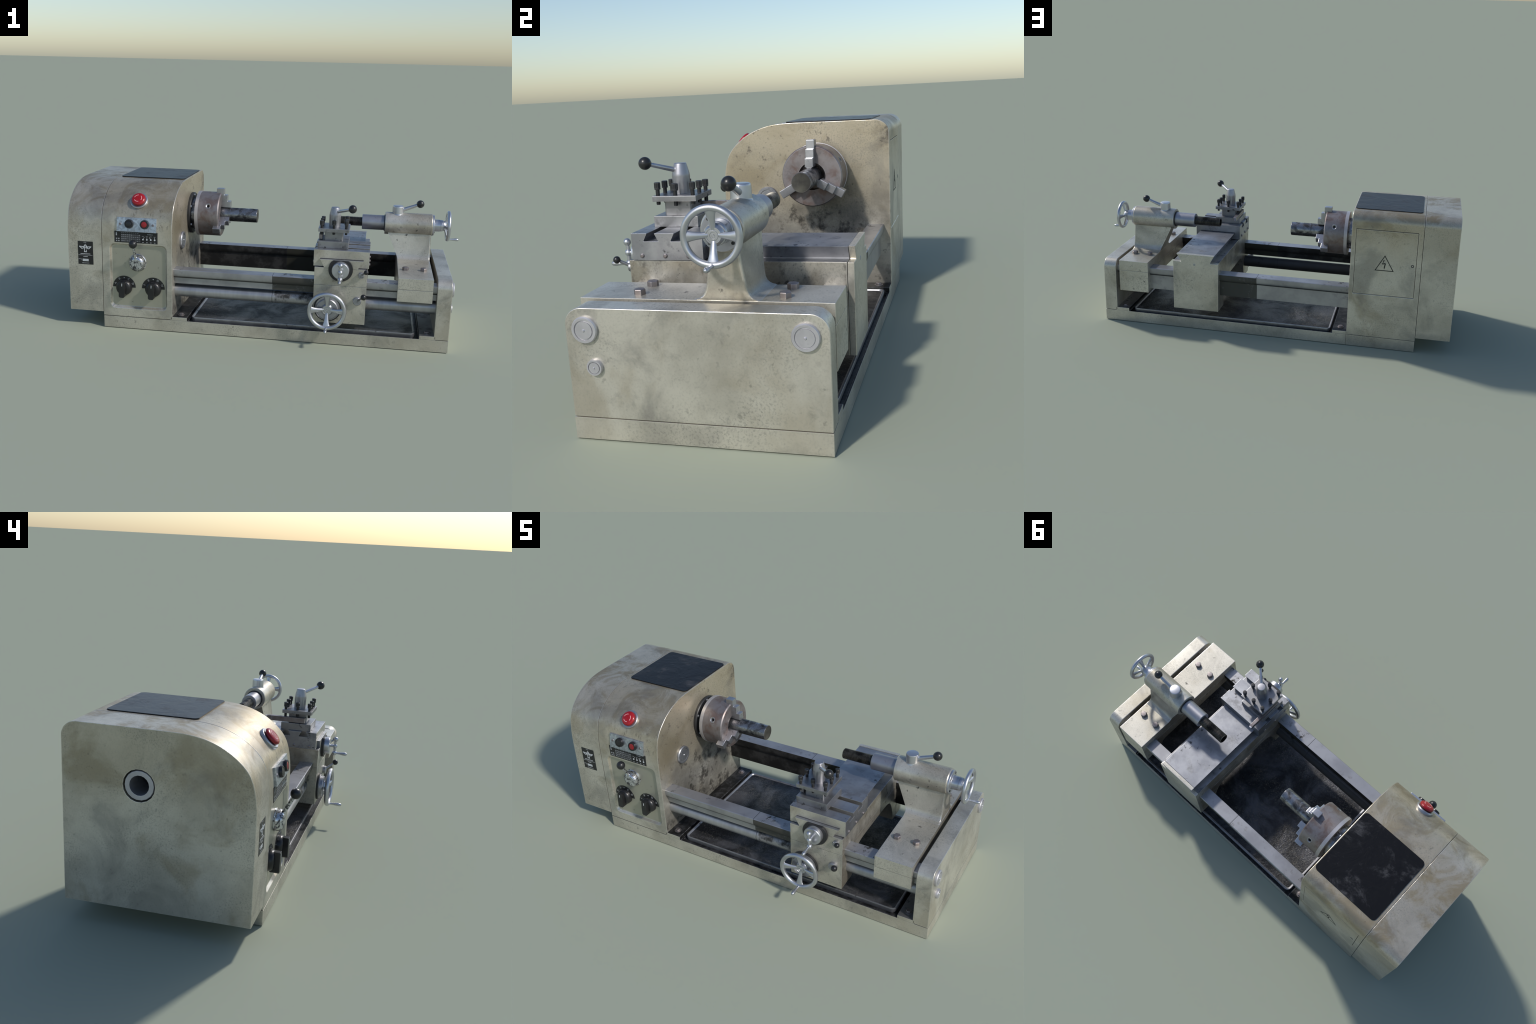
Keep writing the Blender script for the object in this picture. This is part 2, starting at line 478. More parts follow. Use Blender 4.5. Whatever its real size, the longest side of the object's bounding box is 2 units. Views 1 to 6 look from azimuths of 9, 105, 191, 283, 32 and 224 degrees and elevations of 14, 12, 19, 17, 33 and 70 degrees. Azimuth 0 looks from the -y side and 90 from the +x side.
def rounded(x0, x1, y0, y1, r, n=6, corners=(1, 1, 1, 1)):
    """rounded rectangle outline, corners from (x1,y1) anticlockwise"""
    pts = []
    for k, (cx, cy) in enumerate(((x1 - r, y1 - r), (x0 + r, y1 - r), (x0 + r, y0 + r), (x1 - r, y0 + r))):
        if corners[k]:
            for i in range(n + 1):
                a = PI / 2 * (k + i / n)
                pts.append((cx + r * math.cos(a), cy + r * math.sin(a)))
        else:
            pts.append(((x1, y1), (x0, y1), (x0, y0), (x1, y0))[k])
    return pts


def smooth_line(pts, n=5):
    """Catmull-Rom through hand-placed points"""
    out = []
    P = [pts[0]] + list(pts) + [pts[-1]]
    for i in range(1, len(P) - 2):
        for k in range(n):
            t = k / n
            out.append(tuple(0.5 * (2 * b + (c - a) * t + (2 * a - 5 * b + 4 * c - d) * t * t + (3 * b - a - 3 * c + d) * t ** 3)
                             for a, b, c, d in zip(P[i - 1], P[i], P[i + 1], P[i + 2])))
    out.append(tuple(pts[-1]))
    return out


def solid(name, bm, mat):
    me = bpy.data.meshes.new(name)
    bmesh.ops.recalc_face_normals(bm, faces=bm.faces)
    bm.to_mesh(me)
    bm.free()
    me.materials.append(mat)
    ob = bpy.data.objects.new(name, me)
    bpy.context.scene.collection.objects.link(ob)
    return ob


def carve(ob, cutters):
    for c in cutters:
        m = ob.modifiers.new("cut", "BOOLEAN")
        m.operation, m.solver, m.object = "DIFFERENCE", "EXACT", c
    return ob


def settle(ob, cutters, parent, bevel=0.002, seg=2, smooth=35):
    """apply the cuts, round the edges, drop the cutters"""
    if bevel:
        m = ob.modifiers.new("round", "BEVEL")
        m.width, m.segments, m.limit_method, m.angle_limit = bevel, seg, "ANGLE", math.radians(32)
    dg = bpy.context.evaluated_depsgraph_get()
    me = bpy.data.meshes.new_from_object(ob.evaluated_get(dg))
    ob.modifiers.clear()
    old = ob.data
    ob.data = me
    bpy.data.meshes.remove(old)
    for c in cutters:
        d = c.data
        bpy.data.objects.remove(c)
        bpy.data.meshes.remove(d)
    return finish(ob, parent, smooth)


def by_normal(ob, axis, sign, mat, lim=0.7):
    """give the faces that look along one axis another material (sign 0: both ways)"""
    ob.data.materials.append(mat)
    k = len(ob.data.materials) - 1
    for p in ob.data.polygons:
        v = p.normal[axis]
        if (abs(v) if sign == 0 else v * sign) > lim:
            p.material_index = k


def repeat(src, name, places, parent):
    """copies that share one mesh; src itself goes to the first place"""
    out = []
    for i, pl in enumerate(places):
        ob = src if i == 0 else src.copy()
        if i:
            bpy.context.scene.collection.objects.link(ob)
        ob.location = pl[:3]
        if len(pl) > 3:
            ob.rotation_euler = pl[3]
        ob.name = name
        ob.parent = parent
        out.append(ob)
    return out


def lettering(text, size, place, parent, mat, name="letter", depth=0.0006, turn=0.0):
    """raised print that faces -y"""
    cu = bpy.data.curves.new("text", "FONT")
    cu.body, cu.size, cu.extrude = text, size, depth / 2
    cu.align_x = cu.align_y = "CENTER"
    cu.resolution_u = 2
    t = bpy.data.objects.new("text", cu)
    bpy.context.scene.collection.objects.link(t)
    me = bpy.data.meshes.new_from_object(t.evaluated_get(bpy.context.evaluated_depsgraph_get()))
    bpy.data.objects.remove(t)
    bpy.data.curves.remove(cu)
    me.transform(Matrix.Translation(place) @ Matrix.Rotation(turn, 4, "Y") @ Matrix.Rotation(PI / 2, 4, "X"))
    me.materials.clear()
    me.materials.append(mat)
    ob = bpy.data.objects.new(name, me)
    bpy.context.scene.collection.objects.link(ob)
    ob.parent = parent
    return ob


# ------------------------------------------------------------------ the machine
lathe = bpy.data.objects.new("metal_lathe", None)
bpy.context.scene.collection.objects.link(lathe)
lathe["label"] = "worn cream-painted bench lathe with grimy steel bed"
lathe["category"] = "metal lathe"

AY, AZ = 0.129, 0.551          # spindle line
FRONT, BACK = -0.289, 0.4145   # faces of the base
HEAD_R = -0.447

# ---- base frame: box with a channel cut round the chip tray
base = solid("base_frame", prism_bm([(-0.816, FRONT), (0.948, FRONT), (0.948, BACK), (-0.816, BACK)], "z", 0.0, 0.061), PAINT_BASE)
cut = solid("c", prism_bm([(-0.365, FRONT + 0.006), (0.803, FRONT + 0.006), (0.803, BACK - 0.006), (-0.365, BACK - 0.006)], "z", 0.050, 0.1), FLOOR)
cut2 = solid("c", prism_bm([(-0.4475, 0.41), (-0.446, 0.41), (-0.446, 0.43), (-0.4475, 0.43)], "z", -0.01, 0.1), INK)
carve(base, [cut, cut2])
settle(base, [cut, cut2], lathe, 0.0015, 2)
base.data.materials.append(FLOOR)
kf = len(base.data.materials) - 1
for p in base.data.polygons:
    c = p.center
    if -0.37 < c.x < 0.806 and FRONT + 0.004 < c.y < BACK - 0.004 and c.z > 0.03:
        p.material_index = kf

for name, x0, x1 in (("headstock_foot", HEAD_R - 0.01, -0.370), ("end_plate_foot", 0.807, 0.885)):
    f = Build().box(x0, x1, FRONT, BACK, 0.0612, 0.0795, PAINT_BASE, 0.0015).make(name, base)
    by_normal(f, 2, 1, STEEL_DARK if x0 > 0 else FLOOR)
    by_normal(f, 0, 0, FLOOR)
foot_bolt = Build().turn([(0, 0), (0, 0.017), (0.002, 0.017), (0.002, 0)], (0, 0, 0), (0, 0, 1), BOLT, 20).hexhead((0, 0, 0.002), 0.0125, 0.008, BOLT).make("foot_bolt")
repeat(foot_bolt, "foot_bolt", [(-0.410, -0.247, 0.0795), (-0.410, 0.366, 0.0795), (0.843, -0.247, 0.0795, (0, 0, 0.4)), (0.843, 0.374, 0.0795, (0, 0, 0.2))], base)

# ---- chip tray with a raised rolled rim
tray_out = rounded(-0.355, 0.787, -0.263, 0.397, 0.024)
tray_in = rounded(-0.349, 0.781, -0.257, 0.391, 0.018)
b = bmesh.new()
levels = [(rounded(-0.351, 0.783, -0.259, 0.393, 0.020), 0.0502), (tray_out, 0.0640), (tray_out, 0.074), (tray_out, 0.077), (tray_in, 0.077), (rounded(-0.345, 0.777, -0.253, 0.387, 0.016), 0.0705)]
loops = [[b.verts.new((x, y, z)) for x, y in pts] for pts, z in levels]
for A, B in zip(loops, loops[1:]):
    for i in range(len(A)):
        j = (i + 1) % len(A)
        b.faces.new((A[i], A[j], B[j], B[i]))
b.faces.new(loops[0][::-1])
b.faces.new(loops[-1])
tray = Build().take(b, PAN, 0.0012, 2, 30).make("chip_tray", lathe)
tray.data.materials.append(steel("tray_rim_steel", A=(0.44, 0.44, 0.46), B=(0.30, 0.30, 0.32), smudge=0.6, spots=0.7, rough=0.36))
for p in tray.data.polygons:
    if len(p.vertices) < 20:
        p.material_index = 1

# ---- headstock housing
front_curve = smooth_line([(FRONT, 0.43), (-0.2885, 0.50), (-0.2845, 0.55), (-0.2765, 0.592), (-0.262, 0.631), (-0.241, 0.660),
                           (-0.215, 0.684), (-0.185, 0.706), (-0.150, 0.7245), (-0.107, 0.740), (-0.06, 0.7495), (-0.01, 0.7535), (0.05, 0.7545)], 4)
back_curve = [(BACK + 0.0015 - 0.055 + 0.055 * math.sin(a), 0.7545 - 0.055 + 0.055 * math.cos(a)) for a in [PI / 2 * i / 10 for i in range(11)]]
HB = BACK + 0.0015


def housing_outline(zlow):
    return [(FRONT, zlow)] + front_curve + back_curve + [(HB, zlow)]


housing = solid("headstock_housing", prism_bm(housing_outline(0.0625), "x", -0.8175, HEAD_R), PAINT_HEAD)
# sunken control panel on the front
b = bmesh.new()
big = rounded(-0.779, -0.474, 0.107, 0.454, 0.026)
small = rounded(-0.769, -0.484, 0.119, 0.446, 0.022)
la = [b.verts.new((x, FRONT - 0.002, z)) for x, z in big]
lb = [b.verts.new((x, FRONT + 0.012, z)) for x, z in small]
b.faces.new(la)
b.faces.new(lb[::-1])
for i in range(len(la)):
    j = (i + 1) % len(la)
    b.faces.new((la[i], lb[i], lb[j], la[j]))
c1 = solid("c", b, PAINT_PANEL)
# door opening in the back
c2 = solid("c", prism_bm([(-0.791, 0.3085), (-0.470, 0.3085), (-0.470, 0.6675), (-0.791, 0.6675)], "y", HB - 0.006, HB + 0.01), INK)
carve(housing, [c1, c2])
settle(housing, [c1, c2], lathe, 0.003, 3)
housing.data.materials.append(PAINT_PANEL)
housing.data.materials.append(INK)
for p in housing.data.polygons:
    c = p.center
    if -0.772 < c.x < -0.480 and 0.11 < c.z < 0.45 and FRONT + 0.010 < c.y < -0.26 and p.normal.y < -0.9:
        p.material_index = len(housing.data.materials) - 2
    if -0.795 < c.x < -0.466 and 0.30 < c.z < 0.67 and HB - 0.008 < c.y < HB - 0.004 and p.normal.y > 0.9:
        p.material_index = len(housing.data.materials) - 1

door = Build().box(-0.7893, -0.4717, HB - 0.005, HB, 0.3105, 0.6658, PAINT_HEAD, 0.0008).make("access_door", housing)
Build().turn([(-0.002, 0), (-0.002, 0.0085), (0.0006, 0.0080), (0.0006, 0.004), (-0.0006, 0.0035), (-0.0006, 0)], (-0.772, HB, 0.487), (0, 1, 0), BLACK_STEEL, 20).make("door_lock", housing)
# shock-hazard sign
sg = Build()
tri = [(-0.627, 0.535), (-0.577, 0.4475), (-0.678, 0.4475)]
cen = (-0.6273, 0.4765)
inner = [(cen[0] + (p[0] - cen[0]) * 0.86, cen[1] + (p[1] - cen[1]) * 0.86) for p in tri]
for i in range(3):
    j = (i + 1) % 3
    sg.prism([tri[i], tri[j], inner[j], inner[i]], "y", HB - 0.001, HB + 0.0007, INK, 0)
sg.prism([(-0.621, 0.508), (-0.627, 0.508), (-0.614, 0.4855), (-0.6165, 0.4835)][::-1], "y", HB - 0.001, HB + 0.0007, INK, 0)
sg.prism([(-0.6145, 0.4875), (-0.6195, 0.4835), (-0.6345, 0.489), (-0.6295, 0.4925)], "y", HB - 0.001, HB + 0.00072, INK, 0)
sg.prism([(-0.6345, 0.489), (-0.6285, 0.4905), (-0.6245, 0.4665), (-0.6265, 0.4555), (-0.6305, 0.4665)], "y", HB - 0.001, HB + 0.00068, INK, 0)
sg.make("warning_sign", housing)

# end cover over the gears, hanging off the left
cover = solid("end_cover", prism_bm(housing_outline(0.082), "x", -1.0, -0.8190), PAINT_COVER)
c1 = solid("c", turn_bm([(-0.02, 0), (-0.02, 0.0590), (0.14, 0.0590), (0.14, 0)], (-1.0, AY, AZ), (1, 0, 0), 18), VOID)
carve(cover, [c1])
settle(cover, [c1], lathe, 0.0015, 2)
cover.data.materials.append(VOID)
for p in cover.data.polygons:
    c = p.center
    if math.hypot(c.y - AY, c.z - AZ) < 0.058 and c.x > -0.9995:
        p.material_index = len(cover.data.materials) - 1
Build().turn([(0.003, 0.036), (0.003, 0.053), (0.012, 0.0565), (0.13, 0.0565), (0.13, 0.036), (0.003, 0.036)], (-1.0, AY, AZ), (1, 0, 0), PLATE, 18, 0.0012).make("spindle_tube", cover)
# dark disc put in the bore only to keep it black
Build().turn([(0.12, 0), (0.12, 0.04), (0.125, 0.04), (0.125, 0)], (-1.0, AY, AZ), (1, 0, 0), VOID, 18).make("bore_darkening_disc", cover)

# rubber mat on top
Build().prism(rounded(-0.803, -0.4525, -0.012, 0.342, 0.020), "z", 0.753, 0.7585, PAD, 0.0012).make("rubber_mat", housing)

# ---- emergency stop
n_e = Vector((0, -0.735, 0.678)).normalized()
o_e = Vector((-0.632, -0.2325, 0.6665))
Build().turn([(-0.02, 0), (-0.02, 0.0455), (0.008, 0.0455), (0.012, 0.0425), (0.012, 0)], o_e, n_e, BRIGHT, 32, 0.001).make("stop_button_collar", housing)
stop = Build().turn([(0.011, 0), (0.011, 0.028), (0.015, 0.026), (0.015, 0)], o_e, n_e, BLACK, 24)
stop.turn([(0.0135, 0), (0.0135, 0.030), (0.016, 0.0355), (0.021, 0.0365), (0.026, 0.034), (0.0295, 0.028), (0.031, 0.018), (0.031, 0)], o_e, n_e, RED, 32)
stop.make("emergency_stop_button", housing, 60)
ar = Build()
q_e = n_e.to_track_quat("Z", "Y").to_matrix()
for k in range(3):
    b = bmesh.new()
    a0 = PI / 2 + k * 2 * PI / 3
    ring = []
    for i in range(9):
        a = a0 + i / 8 * 1.35
        ring.append([b.verts.new(o_e + q_e @ Vector((r * math.cos(a), r * math.sin(a), z)))
                     for r, z in ((0.0175, 0.0302), (0.0205, 0.0302), (0.0205, 0.0312), (0.0175, 0.0316))])
    for A, B in zip(ring, ring[1:]):
        for i in range(4):
            b.faces.new((A[i], A[(i + 1) % 4], B[(i + 1) % 4], B[i]))
    b.faces.new(ring[0])
    b.faces.new(ring[-1][::-1])
    ar.take(b, PRINT_RED)
ar.make("stop_button_arrow", housing)

# ---- push-button plate, leaning with the housing
tilt = Matrix.Translation((-0.631, -0.2910, 0.5560)) @ Matrix.Rotation(math.radians(-9.5), 4, "X")
pb = Build().box(-0.104, 0.104, -0.001, 0.016, -0.0365, 0.0365, ZINC, 0.0015).make("button_plate", housing)
pb.data.transform(tilt)
for x, m in ((-0.038, BLACK), (0.043, RED_DARK)):
    k = Build().turn([(0, 0), (0, 0.0225), (0.006, 0.0235), (0.014, 0.0215), (0.014, 0.0165), (0.011, 0.016), (0.011, 0)], (x, 0, 0.004), (0, -1, 0), BLACK, 22)
    k.turn([(0.009, 0), (0.009, 0.0155), (0.013, 0.015), (0.0145, 0.011), (0.0148, 0)], (x, 0, 0.004), (0, -1, 0), m, 22)
    k = k.make("push_button", housing)
    k.data.transform(tilt)
for x in (-0.086, 0.086):
    k = Build().turn([(0, 0), (0, 0.007), (0.0025, 0.006), (0.003, 0)], (x, -0.001, 0.002), (0, -1, 0), BOLT, 16).make("plate_screw", housing)
    k.data.transform(tilt)

# ---- engraved gear table below it
Y0 = -0.2905
Build().box(-0.749, -0.522, Y0, -0.284, 0.4615, 0.5195, LABEL, 0.0006, 1).make("data_plate", housing)
gt = Build()
def tick(x0, x1, z0, z1, m, y=Y0): gt.box(x0, x1, y - 0.0005, y + 0.001, z0, z1, m, 0)
for r in range(4):
    for c in range(10):
        x = -0.713 + c * 0.0102
        tick(x, x + 0.0090, 0.4665 + r * 0.0105, 0.4665 + r * 0.0105 + 0.0085, LABEL_GREY, Y0)
        if random.random() < 0.75:
            tick(x + 0.0018, x + 0.0066, 0.4695 + r * 0.0105, 0.4695 + r * 0.0105 + 0.0022, PRINT_GREY, Y0 - 0.0004)
for r in range(2):
    for c in range(2):
        tick(-0.741 + c * 0.012, -0.734 + c * 0.012, 0.4665 + r * 0.0115, 0.4725 + r * 0.0115, PRINT_GREY)
tick(-0.741, -0.735, 0.497, 0.514, PRINT_GREY)
for c in range(9):
    tick(-0.711 + c * 0.0105, -0.706 + c * 0.0105, 0.5120, 0.5145, PRINT_GREY)
for c in range(4):
    x = -0.598 + c * 0.0205
    gt.turn([(0, 0), (0, 0.0042), (0.0007, 0.0042), (0.0007, 0)], (x, Y0, 0.482), (0, -1, 0), PRINT, 14)
    dx = (0.007, 0.0005, -0.007, -0.001)[c]
    gt.bar((x, Y0 - 0.0002, 0.482), (x + dx, Y0 - 0.0002, 0.495), 0.0007, 0.0007, PRINT, 6)
    tick(x - 0.004, x + 0.004, 0.4655, 0.4685, PRINT_GREY)
    tick(x - 0.005, x + 0.005, 0.4975, 0.4990, PRINT_GREY)
for x0, x1 in ((-0.575, -0.571), (-0.569, -0.553), (-0.551, -0.547)):
    tick(x0, x1, 0.508, 0.510, PRINT)
gt.make("data_plate_print", housing)

# ---- maker's plate with a winged emblem
Build().box(-0.948, -0.866, -0.2897, -0.286, 0.332, 0.4545, LABEL, 0.0006, 1).make("maker_plate", cover)
em = Build()
def stroke(p, q, w, m=PRINT, y=-0.2897):
    p, q = Vector(p), Vector(q)
    d = (q - p).normalized() * w / 2
    o = Vector((-d.y, d.x))
    em.prism([tuple(p - d + o), tuple(q + d + o), tuple(q + d - o), tuple(p - d - o)], "y", y - 0.0006, y + 0.001, m, 0)
wing = [(-0.9385, 0.4265), (-0.923, 0.4135), (-0.9075, 0.4385), (-0.892, 0.4135), (-0.8775, 0.4265)]
for p, q in zip(wing, wing[1:]):
    stroke(p, q, 0.0042)
stroke((-0.9385, 0.4272), (-0.9165, 0.4255), 0.0038, y=-0.2898)
stroke((-0.8985, 0.4255), (-0.8775, 0.4272), 0.0038, y=-0.2898)
stroke((-0.914, 0.4240), (-0.901, 0.4240), 0.0036, y=-0.2899)
stroke((-0.9125, 0.421), (-0.9125, 0.400), 0.0032, y=-0.2896)
stroke((-0.9125, 0.3995), (-0.902, 0.3995), 0.0042, y=-0.2898)
stroke((-0.9025, 0.4005), (-0.9025, 0.4085), 0.0028, y=-0.2899)
stroke((-0.9030, 0.4215), (-0.9030, 0.4155), 0.0028, y=-0.2898)
def words(x0, x1, z, h, m):
    x = x0
    while x < x1:
        w = random.uniform(0.0018, 0.0032)
        em.box(x, min(x + w, x1), -0.2902, -0.289, z - h / 2, z + h / 2, m, 0)
        x += w + (0.0008 if random.random() < 0.85 else 0.002)
words(-0.934, -0.882, 0.3885, 0.0030, PRINT)
words(-0.945, -0.869, 0.3815, 0.0028, PRINT_GREY)
words(-0.919, -0.896, 0.3735, 0.0030, PRINT)
words(-0.945, -0.928, 0.3600, 0.0026, PRINT_GREY)
words(-0.933, -0.928, 0.3548, 0.0022, PRINT_GREY)
words(-0.926, -0.889, 0.3395, 0.0036, PRINT_GREY)
words(-0.916, -0.902, 0.4490, 0.0026, PRINT_GREY)
em.box(-0.924, -0.892, -0.2902, -0.289, 0.3495, 0.3615, PRINT, 0)
em.box(-0.9235, -0.8925, -0.2905, -0.289, 0.3549, 0.3561, PRINT_GREY, 0)
em.make("maker_plate_print", cover)

# ---- two selector dials
PF = FRONT + 0.012             # floor of the control panel
dial_knob = Build()
dial_knob.turn([(0, 0), (0, 0.0425), (0.012, 0.0415), (0.020, 0.0380), (0.0245, 0.031), (0.026, 0.022), (0.026, 0)], (0, 0, 0), (0, -1, 0), BLACK, 28)
dial_knob.prism([(-0.0140, 0.037), (0.0140, 0.037), (0.0165, 0.0), (0.0155, -0.0405), (0.010, -0.0470), (-0.010, -0.0470), (-0.0155, -0.0405), (-0.0165, 0.0)], "y", -0.0455, -0.006, BLACK, 0.003, 2)
dial_knob.box(-0.0016, 0.0016, -0.0461, -0.044, 0.016, 0.031, PRINT, 0.0004, 1)
dial_knob = dial_knob.make("dial_knob", None, 40)
repeat(dial_knob, "dial_knob", [(-0.706, PF, 0.220, (0, math.radians(3), 0)), (-0.5505, PF, 0.220, (0, math.radians(3), 0))], housing)
for cx, marks in ((-0.706, "AB•CD"), (-0.5505, ("I", "II", "•", "III", "IV"))):
    ring = [(0.061 * math.cos(a), 0.061 * math.sin(a)) for a in [PI * i / 24 for i in range(25)]]
    ring += [(0.036 * math.cos(a), 0.036 * math.sin(a)) for a in [PI * (24 - i) / 24 for i in range(25)]]
    Build().prism([(cx + x, 0.220 + z) for x, z in ring], "y", PF - 0.0014, PF + 0.002, LABEL, 0).make("dial_scale", housing)
    for i, ch in enumerate(marks):
        a = math.radians((158, 120, 90, 62, 24)[i])
        P = (cx + 0.0505 * math.cos(a), PF - 0.0016, 0.220 + 0.0505 * math.sin(a))
        if ch == "•":
            Build().turn([(0, 0), (0, 0.0024), (0.0007, 0.0024), (0.0007, 0)], P, (0, -1, 0), PRINT, 12).make("dial_dot", housing)
        else:
            lettering(ch, 0.0160, P, housing, PRINT_GREY, "dial_letter", 0.0008, PI / 2 - a)

# ---- speed lever
sl = Build().turn([(-0.002, 0), (-0.002, 0.046), (0.003, 0.046), (0.005, 0.0435), (0.020, 0.0425), (0.030, 0.037), (0.035, 0.030), (0.036, 0.024), (0.036, 0)], (-0.631, PF, 0.3565), (0, -1, 0), MOTTLED, 32)
sl.bar((-0.634, PF - 0.022, 0.375), (-0.632, -0.348, 0.462), 0.0085, 0.0060, MOTTLED)
sl.make("speed_lever", housing, 40)
Build().ball((-0.632, -0.350, 0.469), 0.0212, BLACK).make("speed_lever_ball", housing)

# ---- plugs with turned rings
def plug(b, c, r, axis, m, h=0.011):
    return b.turn([(0, 0), (0, r), (h * 0.7, r), (h, r * 0.93), (h, r * 0.76), (h * 0.70, r * 0.74), (h * 0.70, r * 0.66), (h, r * 0.64), (h, r * 0.12), (h * 1.25, r * 0.06), (h * 1.25, 0)], c, axis, m, 24)

plug(Build(), (HEAD_R - 0.001, -0.098, 0.446), 0.0465, (1, 0, 0), STEEL, 0.013).make("sight_plug", housing)

# ---- chuck
ch = Build()
ch.turn([(-0.006, 0), (-0.006, 0.089), (0.05, 0.085), (0.05, 0)], (HEAD_R, AY, AZ), (1, 0, 0), STOCK, 40)
chuck_spindle = ch.make("spindle_nose", lathe)
Build().turn([(-0.004, 0.08), (-0.004, 0.1125), (0.012, 0.1125), (0.016, 0.109), (0.016, 0.084)], (HEAD_R, AY, AZ), (1, 0, 0), BLACK_MATT, 40).make("bearing_ring", chuck_spindle)
for i in range(6):
    a = math.radians(30 + 60 * i)
    Build().turn([(0, 0), (0, 0.0075), (0.005, 0.0065), (0.006, 0.003), (0.006, 0)], (HEAD_R + 0.0155, AY + 0.099 * math.cos(a), AZ + 0.099 * math.sin(a)), (1, 0, 0), BRIGHT, 12).make("ring_screw", chuck_spindle)

cb = solid("chuck", turn_bm([(-0.388, 0), (-0.388, 0.1195), (-0.387, 0.1205), (-0.281, 0.1205), (-0.276, 0.1160), (-0.276, 0.0545), (-0.340, 0.0545), (-0.340, 0)], (0, AY, AZ), (1, 0, 0), 64), CHUCK)
cuts = []
for deg in (150, 30, 270):
    a = math.radians(deg)
    d = Vector((0, math.cos(a), math.sin(a)))
    cuts.append(solid("c", turn_bm([(0.095, 0), (0.095, 0.0125), (0.14, 0.0125), (0.14, 0)], Vector((-0.332, AY, AZ)), d, 16), BLACK_STEEL))
carve(cb, cuts)
settle(cb, cuts, chuck_spindle, 0.001, 1)
for deg in (150, 30, 270):
    a = math.radians(deg)
    d = Vector((0, math.cos(a), math.sin(a)))
    Build().turn([(0.104, 0.0080), (0.104, 0.0150), (0.1200, 0.0150), (0.1206, 0.0125), (0.118, 0.0080), (0.104, 0.0080)], Vector((-0.332, AY, AZ)), d, STEEL, 18).make("key_socket", chuck_spindle)
Build().turn([(0, 0.03), (0, 0.1215), (0.017, 0.1222), (0.0175, 0.121), (0.0175, 0.03)], (-0.4055, AY, AZ), (1, 0, 0), PLATE, 64).make("chuck_back_plate", chuck_spindle)
Build().turn([(-0.345, 0), (-0.345, 0.0542), (-0.342, 0.0542), (-0.342, 0)], (0, AY, AZ), (1, 0, 0), VOID, 40).make("chuck_bore_dark_disc", chuck_spindle)  # black disc put in to darken the bore; the chuck mesh holds the hole

# stepped jaw: side outline in (x, radius), made for the jaw that stands straight up
jaw_side = [(-0.304, 0.098), (-0.304, 0.1435), (-0.263, 0.1435), (-0.263, 0.1085), (-0.2445, 0.1085), (-0.2445, 0.0750), (-0.2265, 0.0750), (-0.2265, 0.0400), (-0.286, 0.0400), (-0.286, 0.098)]
JAW = steel("jaw_steel", A=(0.52, 0.52, 0.54), B=(0.40, 0.40, 0.42), smudge=0.3, spots=0.5, rough=0.30, metal=0.9)
jw = Build().prism([(x, r) for x, r in jaw_side], "y", -0.0165, 0.0165, JAW, 0.0028, 2)
jw.prism([(-0.0160, 0.0425), (0.0160, 0.0425), (0.004, 0.0325), (-0.004, 0.0325)], "x", -0.284, -0.228, JAW, 0.0015)
jaw = jw.make("chuck_jaw")
jaw.data.transform(Matrix.Identity(4))
repeat(jaw, "chuck_jaw", [(0, AY, AZ, (math.radians(t), 0, 0)) for t in (0, 120, 240)], chuck_spindle)
wp = Build().turn([(-0.335, 0), (-0.335, 0.0375), (-0.0795, 0.0375), (-0.0780, 0.0365), (-0.0780, 0)], (0, AY, AZ), (1, 0, 0), STOCK, 40).make("bar_stock", chuck_spindle)
by_normal(wp, 0, 1, STOCK_END)

# ---- bed ways and feed rod
def way(outer, inner, web, low, name, mat):
    s = -1 if outer < inner else 1
    o = lambda d: outer - s * d
    w2 = inner + s * 0.011
    prof = [(w2, low), (w2, 0.2830), (inner + s * 0.007, 0.2855), (inner + s * 0.002, 0.293), (inner, 0.305), (inner, 0.329), (o(0.003), 0.329), (o(0.0005), 0.3265), (outer, 0.318), (o(0.0005), 0.305), (o(0.004), 0.293),
            (o(0.010), 0.2855), (web, 0.2830), (web, low)]
    return Build().prism(prof, "x", HEAD_R - 0.004, 0.8785, mat, 0.0018, 2, 50).make(name, lathe)
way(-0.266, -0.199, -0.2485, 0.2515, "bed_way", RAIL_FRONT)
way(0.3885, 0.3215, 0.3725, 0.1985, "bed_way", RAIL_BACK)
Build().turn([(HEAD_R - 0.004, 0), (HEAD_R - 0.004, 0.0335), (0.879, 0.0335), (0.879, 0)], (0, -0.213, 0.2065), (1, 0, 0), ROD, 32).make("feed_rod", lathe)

# ---- right-hand end plate
end = Build().prism(rounded(FRONT, BACK, 0.0625, 0.3655, 0.048, 8, (1, 1, 0, 0)), "x", 0.8775, 0.948, PAINT, 0.003, 3, 40).make("end_plate", lathe)
for y, z, r in ((-0.2305, 0.3075, 0.0365), (0.3550, 0.3075, 0.0365), (-0.2115, 0.2060, 0.0225)):
    plug(Build(), (0.9475, y, z), r, (1, 0, 0), PLATE).make("end_plug", end)

# ---- carriage
CX0, CX1 = 0.277, 0.536
arc_b = smooth_line([(0.302, 0.113), (0.3015, 0.135), (0.295, 0.168), (0.279, 0.207), (0.262, 0.234), (0.240, 0.2525), (0.205, 0.2605), (0.16, 0.262)], 3)
arc_f = [(0.127 - y, z) for y, z in arc_b][::-1]
low = [(-0.2885, 0.113), (-0.2885, 0.3065), (0.3915, 0.3065), (0.3915, 0.113)] + arc_b + arc_f
carriage = Build().prism(low, "x", CX0, CX1, PAINT_CAST, 0.0015, 2, 40).make("carriage_apron", lathe)
saddle = Build().box(CX0, CX1, -0.2885, 0.3915, 0.3070, 0.3965, PAINT_CAST, 0.0018).make("saddle", carriage)
by_normal(saddle, 2, 1, STEEL_DARK)
dove = [(0.302, 0.4375), (0.514, 0.4375), (0.4905, 0.3990), (0.4905, 0.3925), (0.3225, 0.3925), (0.3225, 0.3990)]
